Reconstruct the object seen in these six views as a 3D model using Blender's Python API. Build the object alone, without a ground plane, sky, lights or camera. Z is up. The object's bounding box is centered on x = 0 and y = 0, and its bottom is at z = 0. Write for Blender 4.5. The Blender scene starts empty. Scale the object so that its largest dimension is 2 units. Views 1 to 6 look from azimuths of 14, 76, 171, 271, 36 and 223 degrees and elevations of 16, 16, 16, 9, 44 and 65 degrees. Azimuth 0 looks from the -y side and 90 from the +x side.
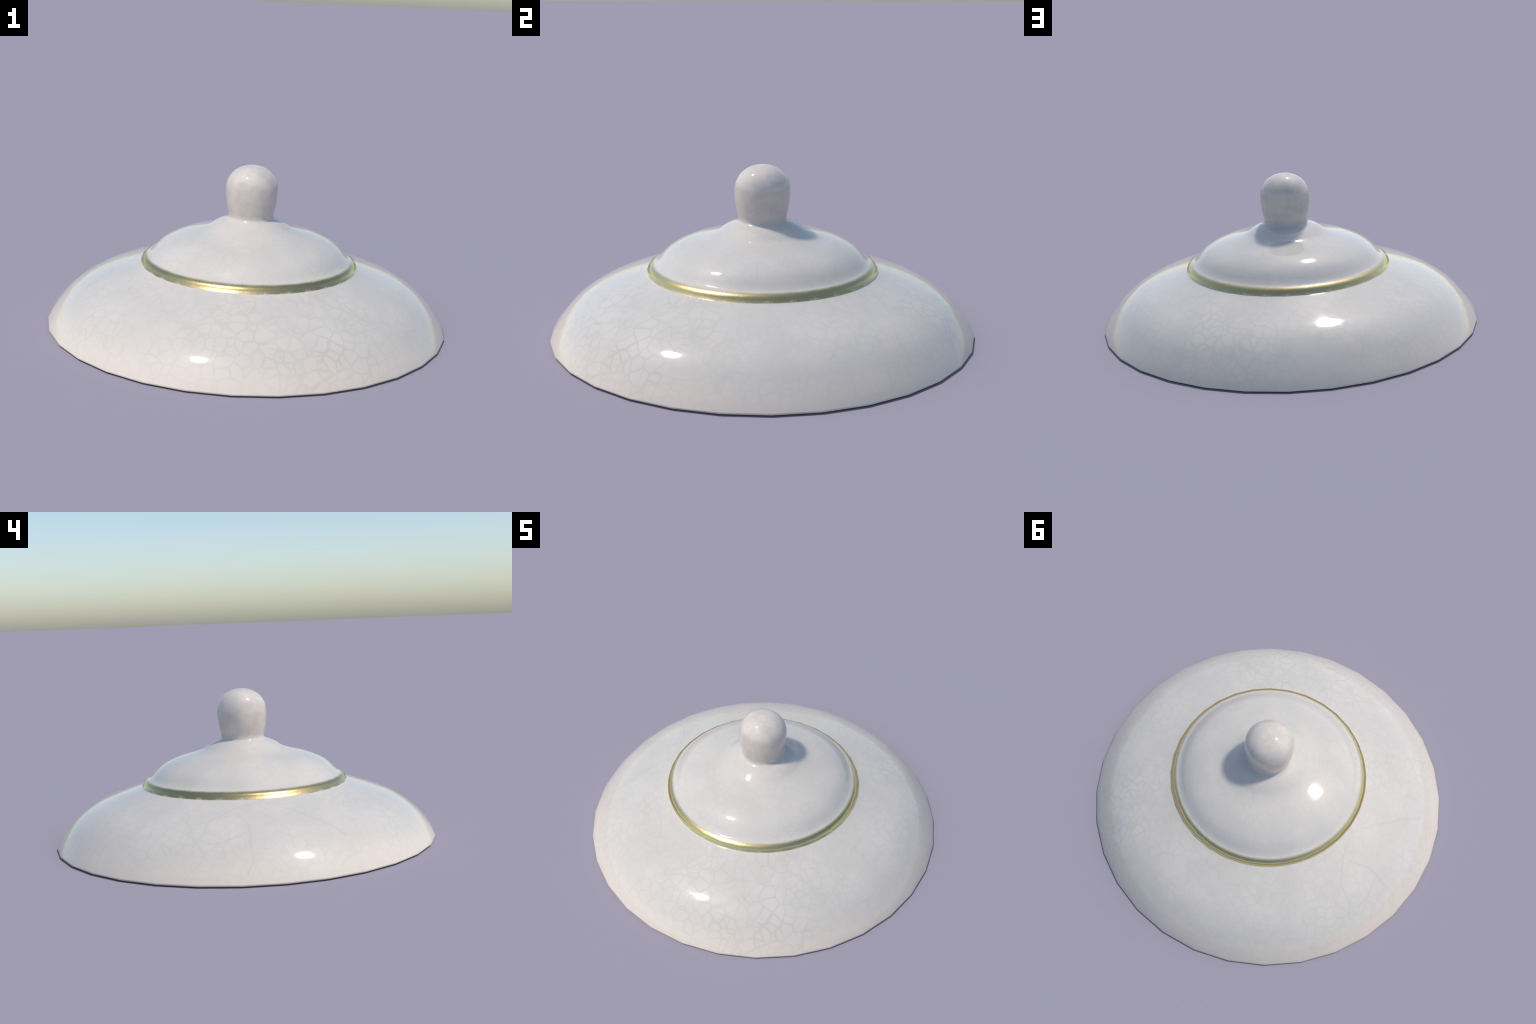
"""Glazed porcelain lid: wide shallow body, gilded rim step, upper dome and a
mushroom-shaped knob.  Turned from one profile with 32 sides, smooth shaded."""
import math
import bpy

SIDES = 32

# ---------------------------------------------------------------- profile
# (radius, height) from the top of the knob down to the foot of the lid,
# grouped by the part of the lid they belong to; neighbours share their ring.
KNOB = [(0.0, 0.7918), (0.0250, 0.7894), (0.0500, 0.7827), (0.0700, 0.7734),
        (0.0900, 0.7600), (0.1070, 0.7422), (0.1228, 0.7160), (0.1293, 0.6900),
        (0.1308, 0.6530), (0.1253, 0.6000), (0.1153, 0.5560), (0.1125, 0.5370),
        (0.1175, 0.5270)]
DOME = [(0.1175, 0.5270), (0.1350, 0.5211), (0.1550, 0.5132), (0.1800, 0.5006),
        (0.2000, 0.4858), (0.2200, 0.4752), (0.2450, 0.4664), (0.2800, 0.4549),
        (0.3200, 0.4457), (0.3600, 0.4334), (0.4000, 0.4174), (0.4300, 0.4016),
        (0.4550, 0.3842), (0.4780, 0.3608), (0.4950, 0.3424), (0.5050, 0.3359)]
RIM = [(0.5050, 0.3359), (0.5150, 0.3318), (0.5260, 0.3255), (0.5370, 0.3155),
       (0.5415, 0.2982), (0.5490, 0.2955)]
BODY = [(0.5490, 0.2955), (0.5600, 0.2914), (0.6000, 0.2770), (0.6600, 0.2570), (0.7100, 0.2393),
        (0.7600, 0.2210), (0.8000, 0.2035), (0.8400, 0.1820), (0.8800, 0.1550),
        (0.9150, 0.1244), (0.9450, 0.0897), (0.9700, 0.0576), (0.9880, 0.0290),
        (0.9970, 0.0125), (1.0, 0.0068)]
# underside: the foot rolls in to the ground, then the hollow follows the outside
HOLLOW = [(1.0, 0.0068), (0.9900, 0.0), (0.9650, 0.0), (0.9400, 0.0450),
          (0.8900, 0.1050), (0.8300, 0.1500), (0.7600, 0.1850), (0.6800, 0.2100),
          (0.5600, 0.2300), (0.5100, 0.2650), (0.4400, 0.3350), (0.3600, 0.3850),
          (0.2400, 0.4250), (0.1200, 0.4450), (0.0, 0.4500)]
PARTS = [("knob", KNOB), ("dome", DOME), ("gilded_rim", RIM), ("body", BODY),
         ("hollow", HOLLOW)]


# longer cracks in the glaze on the far side, as short chains of points seen from above
CRACKS = [
    [(-0.54, -0.11), (-0.62, 0.045), (-0.72, 0.153), (-0.806, 0.177), (-0.855, 0.220)],
    [(-0.66, 0.030), (-0.756, -0.034), (-0.860, -0.040), (-0.935, -0.045), (-0.965, -0.025)],
    [(-0.81, -0.020), (-0.853, 0.082), (-0.856, 0.150)],
    [(-0.58, -0.15), (-0.668, -0.340), (-0.740, -0.474)],
]


# ---------------------------------------------------------------- node help
class Nodes:
    def __init__(self, tree):
        self.t = tree

    def new(self, kind, **props):
        n = self.t.nodes.new(kind)
        for k, v in props.items():
            setattr(n, k, v)
        return n

    def put(self, sock, v):
        if isinstance(v, bpy.types.NodeSocket):
            self.t.links.new(v, sock)
        elif isinstance(v, (tuple, list)) and sock.type == "RGBA" and len(v) == 3:
            sock.default_value = (*v, 1)
        else:
            sock.default_value = v

    def math(self, op, a, b=0.0, c=None, clamp=False):
        n = self.new("ShaderNodeMath", operation=op, use_clamp=clamp)
        self.put(n.inputs[0], a)
        self.put(n.inputs[1], b)
        if c is not None:
            self.put(n.inputs[2], c)
        return n.outputs[0]

    def step(self, x, lo, hi, a=0.0, b=1.0):
        n = self.new("ShaderNodeMapRange", interpolation_type="SMOOTHSTEP")
        for i, v in enumerate((x, lo, hi, a, b)):
            self.put(n.inputs[i], v)
        return n.outputs[0]

    def mix(self, f, a, b, mode="MIX"):
        n = self.new("ShaderNodeMix", data_type="RGBA", blend_type=mode)
        self.put(n.inputs[0], f)
        self.put(n.inputs[6], a)
        self.put(n.inputs[7], b)
        return n.outputs[2]

    def noise(self, vec, scale, detail=2.0, rough=0.5, out=0):
        n = self.new("ShaderNodeTexNoise")
        self.put(n.inputs["Vector"], vec)
        n.inputs["Scale"].default_value = scale
        n.inputs["Detail"].default_value = detail
        n.inputs["Roughness"].default_value = rough
        return n.outputs[out]

    def vmath(self, op, a, b=None, scale=None):
        n = self.new("ShaderNodeVectorMath", operation=op)
        self.put(n.inputs[0], a)
        if b is not None:
            self.put(n.inputs[1], b)
        if scale is not None:
            n.inputs["Scale"].default_value = scale
        return n

    def edge(self, vec, scale, rnd=1.0):
        n = self.new("ShaderNodeTexVoronoi", feature="DISTANCE_TO_EDGE")
        self.put(n.inputs["Vector"], vec)
        n.inputs["Scale"].default_value = scale
        n.inputs["Randomness"].default_value = rnd
        return n.outputs["Distance"]

    def segment(self, pos, p, q):
        """Distance from a position to the straight line between two points."""
        ab = [b - a for a, b in zip(p, q)]
        ap = self.vmath("SUBTRACT", pos, p).outputs[0]
        h = self.vmath("DOT_PRODUCT", ap, ab).outputs["Value"]
        h = self.math("DIVIDE", h, sum(c * c for c in ab), clamp=True)
        along = self.new("ShaderNodeVectorMath", operation="SCALE")
        along.inputs[0].default_value = ab
        self.put(along.inputs["Scale"], h)
        return self.vmath("DISTANCE", ap, along.outputs[0]).outputs["Value"]

    def near(self, pos, centre, inner, outer):
        d = self.vmath("DISTANCE", pos, centre).outputs["Value"]
        return self.step(d, inner, outer, 1.0, 0.0)


def porcelain(name, gilded=False):
    mat = bpy.data.materials.new(name)
    mat.use_nodes = True
    N = Nodes(mat.node_tree)
    bsdf = mat.node_tree.nodes["Principled BSDF"]
    pos = N.new("ShaderNodeTexCoord").outputs["Object"]
    sep = N.new("ShaderNodeSeparateXYZ")
    N.put(sep.inputs[0], pos)
    z = sep.outputs[2]

    # glaze crackle: two nets of fine lines that cross, each fading in and out
    wob = N.vmath("SUBTRACT", N.noise(pos, 7.0, 2.0, out=1), (0.5, 0.5, 0.5)).outputs[0]
    bent = N.vmath("ADD", pos, N.vmath("SCALE", wob, scale=0.05).outputs[0]).outputs[0]
    moved = N.vmath("ADD", bent, (3.7, 1.9, 5.3)).outputs[0]
    fine = N.step(N.edge(bent, 17.0), 0.0, 0.13, 1.0, 0.0)
    second = N.step(N.edge(moved, 10.0), 0.0, 0.065, 1.0, 0.0)
    patch_a = N.step(N.noise(pos, 4.5, 2.0), 0.38, 0.62, 0.45, 1.0)
    patch_b = N.step(N.noise(moved, 5.5, 2.0), 0.45, 0.60, 0.0, 0.7)
    lines = N.math("MAXIMUM", N.math("MULTIPLY", fine, patch_a), N.math("MULTIPLY", second, patch_b))
    # where the net shows: strongest low on one flank, faint elsewhere
    flank = N.near(pos, (0.47, -0.71, 0.17), 0.10, 0.55)
    side = N.near(pos, (-0.30, -0.80, 0.10), 0.05, 0.70)
    back = N.near(pos, (0.45, 0.70, 0.18), 0.05, 0.50)
    amount = N.math("ADD", 0.56, N.math("MULTIPLY", flank, 0.60))
    amount = N.math("ADD", amount, N.math("MULTIPLY", side, 0.15))
    amount = N.math("ADD", amount, N.math("MULTIPLY", back, 0.40))
    net = N.math("MULTIPLY", lines, amount)
    net = N.math("MULTIPLY", net, N.step(z, 0.30, 0.36, 1.0, 0.75))
    net = N.math("MULTIPLY", net, N.step(z, 0.01, 0.12, 0.55, 1.0))
    # a few longer branching cracks on the far side
    shaky = N.vmath("ADD", pos, N.vmath("SCALE", N.vmath("SUBTRACT", N.noise(pos, 9.0, 2.0, out=1), (0.5, 0.5, 0.5)).outputs[0], scale=0.035).outputs[0]).outputs[0]
    plan = N.vmath("MULTIPLY", shaky, (1.0, 1.0, 0.0)).outputs[0]
    for crack in CRACKS:
        for p, q in zip(crack, crack[1:]):
            d = N.segment(plan, (*p, 0.0), (*q, 0.0))
            net = N.math("MAXIMUM", net, N.step(d, 0.000, 0.012, 0.75, 0.0))

    # soft clouds in the glaze, creamier towards the foot, blotched on the knob
    cloud = N.noise(pos, 5.0, 3.0)
    base = N.mix(N.step(cloud, 0.35, 0.65), (0.594, 0.550, 0.480), (0.630, 0.581, 0.507))
    tint = N.noise(pos, 10.0, 3.0)
    base = N.mix(N.step(tint, 0.52, 0.72, 0.0, 0.5), base, (0.635, 0.565, 0.495))
    foot = N.math("ADD", z, N.math("MULTIPLY", N.math("SUBTRACT", cloud, 0.5), 0.12))
    base = N.mix(N.step(foot, 0.02, 0.16, 1.0, 0.0), base, (0.735, 0.637, 0.530))
    top = N.step(z, 0.50, 0.58)
    blot = N.noise(pos, 12.0, 3.0, 0.5)
    kn = N.mix(N.step(blot, 0.36, 0.60), (0.615, 0.540, 0.470), (0.690, 0.615, 0.522))
    base = N.mix(top, base, kn)
    col = N.mix(N.math("MULTIPLY", net, 0.225, clamp=True), base, (0.37, 0.335, 0.255))

    rough = N.step(N.noise(pos, 22.0, 3.0), 0.3, 0.7, 0.035, 0.075)
    if gilded:
        # gold band laid over the step, feathered out into the glaze
        across = N.vmath("MULTIPLY", pos, (1.0, 1.0, 0.0)).outputs[0]
        rad = N.vmath("LENGTH", across).outputs["Value"]
        grain = N.math("MULTIPLY", N.math("SUBTRACT", N.noise(pos, 90.0, 2.0), 0.5), 0.004)
        rr = N.math("ADD", rad, grain)
        band = N.math("MULTIPLY", N.step(rr, 0.5030, 0.5225), N.step(rr, 0.5372, 0.5440, 1.0, 0.0))
        col = N.mix(band, col, (0.74, 0.575, 0.25))
        N.put(bsdf.inputs["Metallic"], band)
        gr = N.step(N.noise(pos, 160.0, 2.0), 0.3, 0.7, 0.16, 0.26)
        m = N.new("ShaderNodeMix", data_type="FLOAT")
        N.put(m.inputs[0], band)
        N.put(m.inputs[2], rough)
        N.put(m.inputs[3], gr)
        rough = m.outputs[0]
    N.put(bsdf.inputs["Base Color"], col)
    N.put(bsdf.inputs["Roughness"], rough)
    bsdf.inputs["IOR"].default_value = 1.5
    return mat


# ---------------------------------------------------------------- geometry
def whole_lid():
    """Points, faces with part index, turned around z from the joined profile."""
    points, rings, faces = [], {}, []

    def ring(r, z):
        key = (r, z)
        if key not in rings:
            if r == 0.0:
                points.append((0.0, 0.0, z))
                rings[key] = [len(points) - 1] * SIDES
            else:
                first = len(points)
                for i in range(SIDES):
                    a = math.tau * i / SIDES
                    points.append((r * math.cos(a), r * math.sin(a), z))
                rings[key] = list(range(first, first + SIDES))
        return rings[key]

    for part, (_, profile) in enumerate(PARTS):
        for upper, lower in zip(profile, profile[1:]):
            u, l = ring(*upper), ring(*lower)
            for i in range(SIDES):
                j = (i + 1) % SIDES
                face = []
                for v in (u[i], l[i], l[j], u[j]):
                    if v not in face:
                        face.append(v)
                faces.append((face, part))
    return points, faces


def build():
    points, faces = whole_lid()
    full = bpy.data.meshes.new("whole_lid")
    full.from_pydata(points, [], [f for f, _ in faces])
    full.polygons.foreach_set("use_smooth", [True] * len(full.polygons))
    full.update()
    normals = [v.vector.copy() for v in full.vertex_normals]

    lid = bpy.data.objects.new("porcelain_lid", None)
    lid["label"] = "round white crackle-glazed porcelain lid with gold band and knob"
    lid["category"] = "pot lid"
    bpy.context.collection.objects.link(lid)

    glaze = porcelain("crackle_glaze")
    gilt = porcelain("gilded_glaze", gilded=True)
    for part, (name, _) in enumerate(PARTS):
        mine = [f for f, p in faces if p == part]
        used = sorted({v for f in mine for v in f})
        index = {v: k for k, v in enumerate(used)}
        mesh = bpy.data.meshes.new(name)
        mesh.from_pydata([points[v] for v in used], [], [[index[v] for v in f] for f in mine])
        mesh.polygons.foreach_set("use_smooth", [True] * len(mesh.polygons))
        mesh.update()
        mesh.normals_split_custom_set_from_vertices([normals[v] for v in used])
        mesh.materials.append(gilt if name == "gilded_rim" else glaze)
        ob = bpy.data.objects.new(name, mesh)
        ob.parent = lid
        bpy.context.collection.objects.link(ob)
    bpy.data.meshes.remove(full)


build()
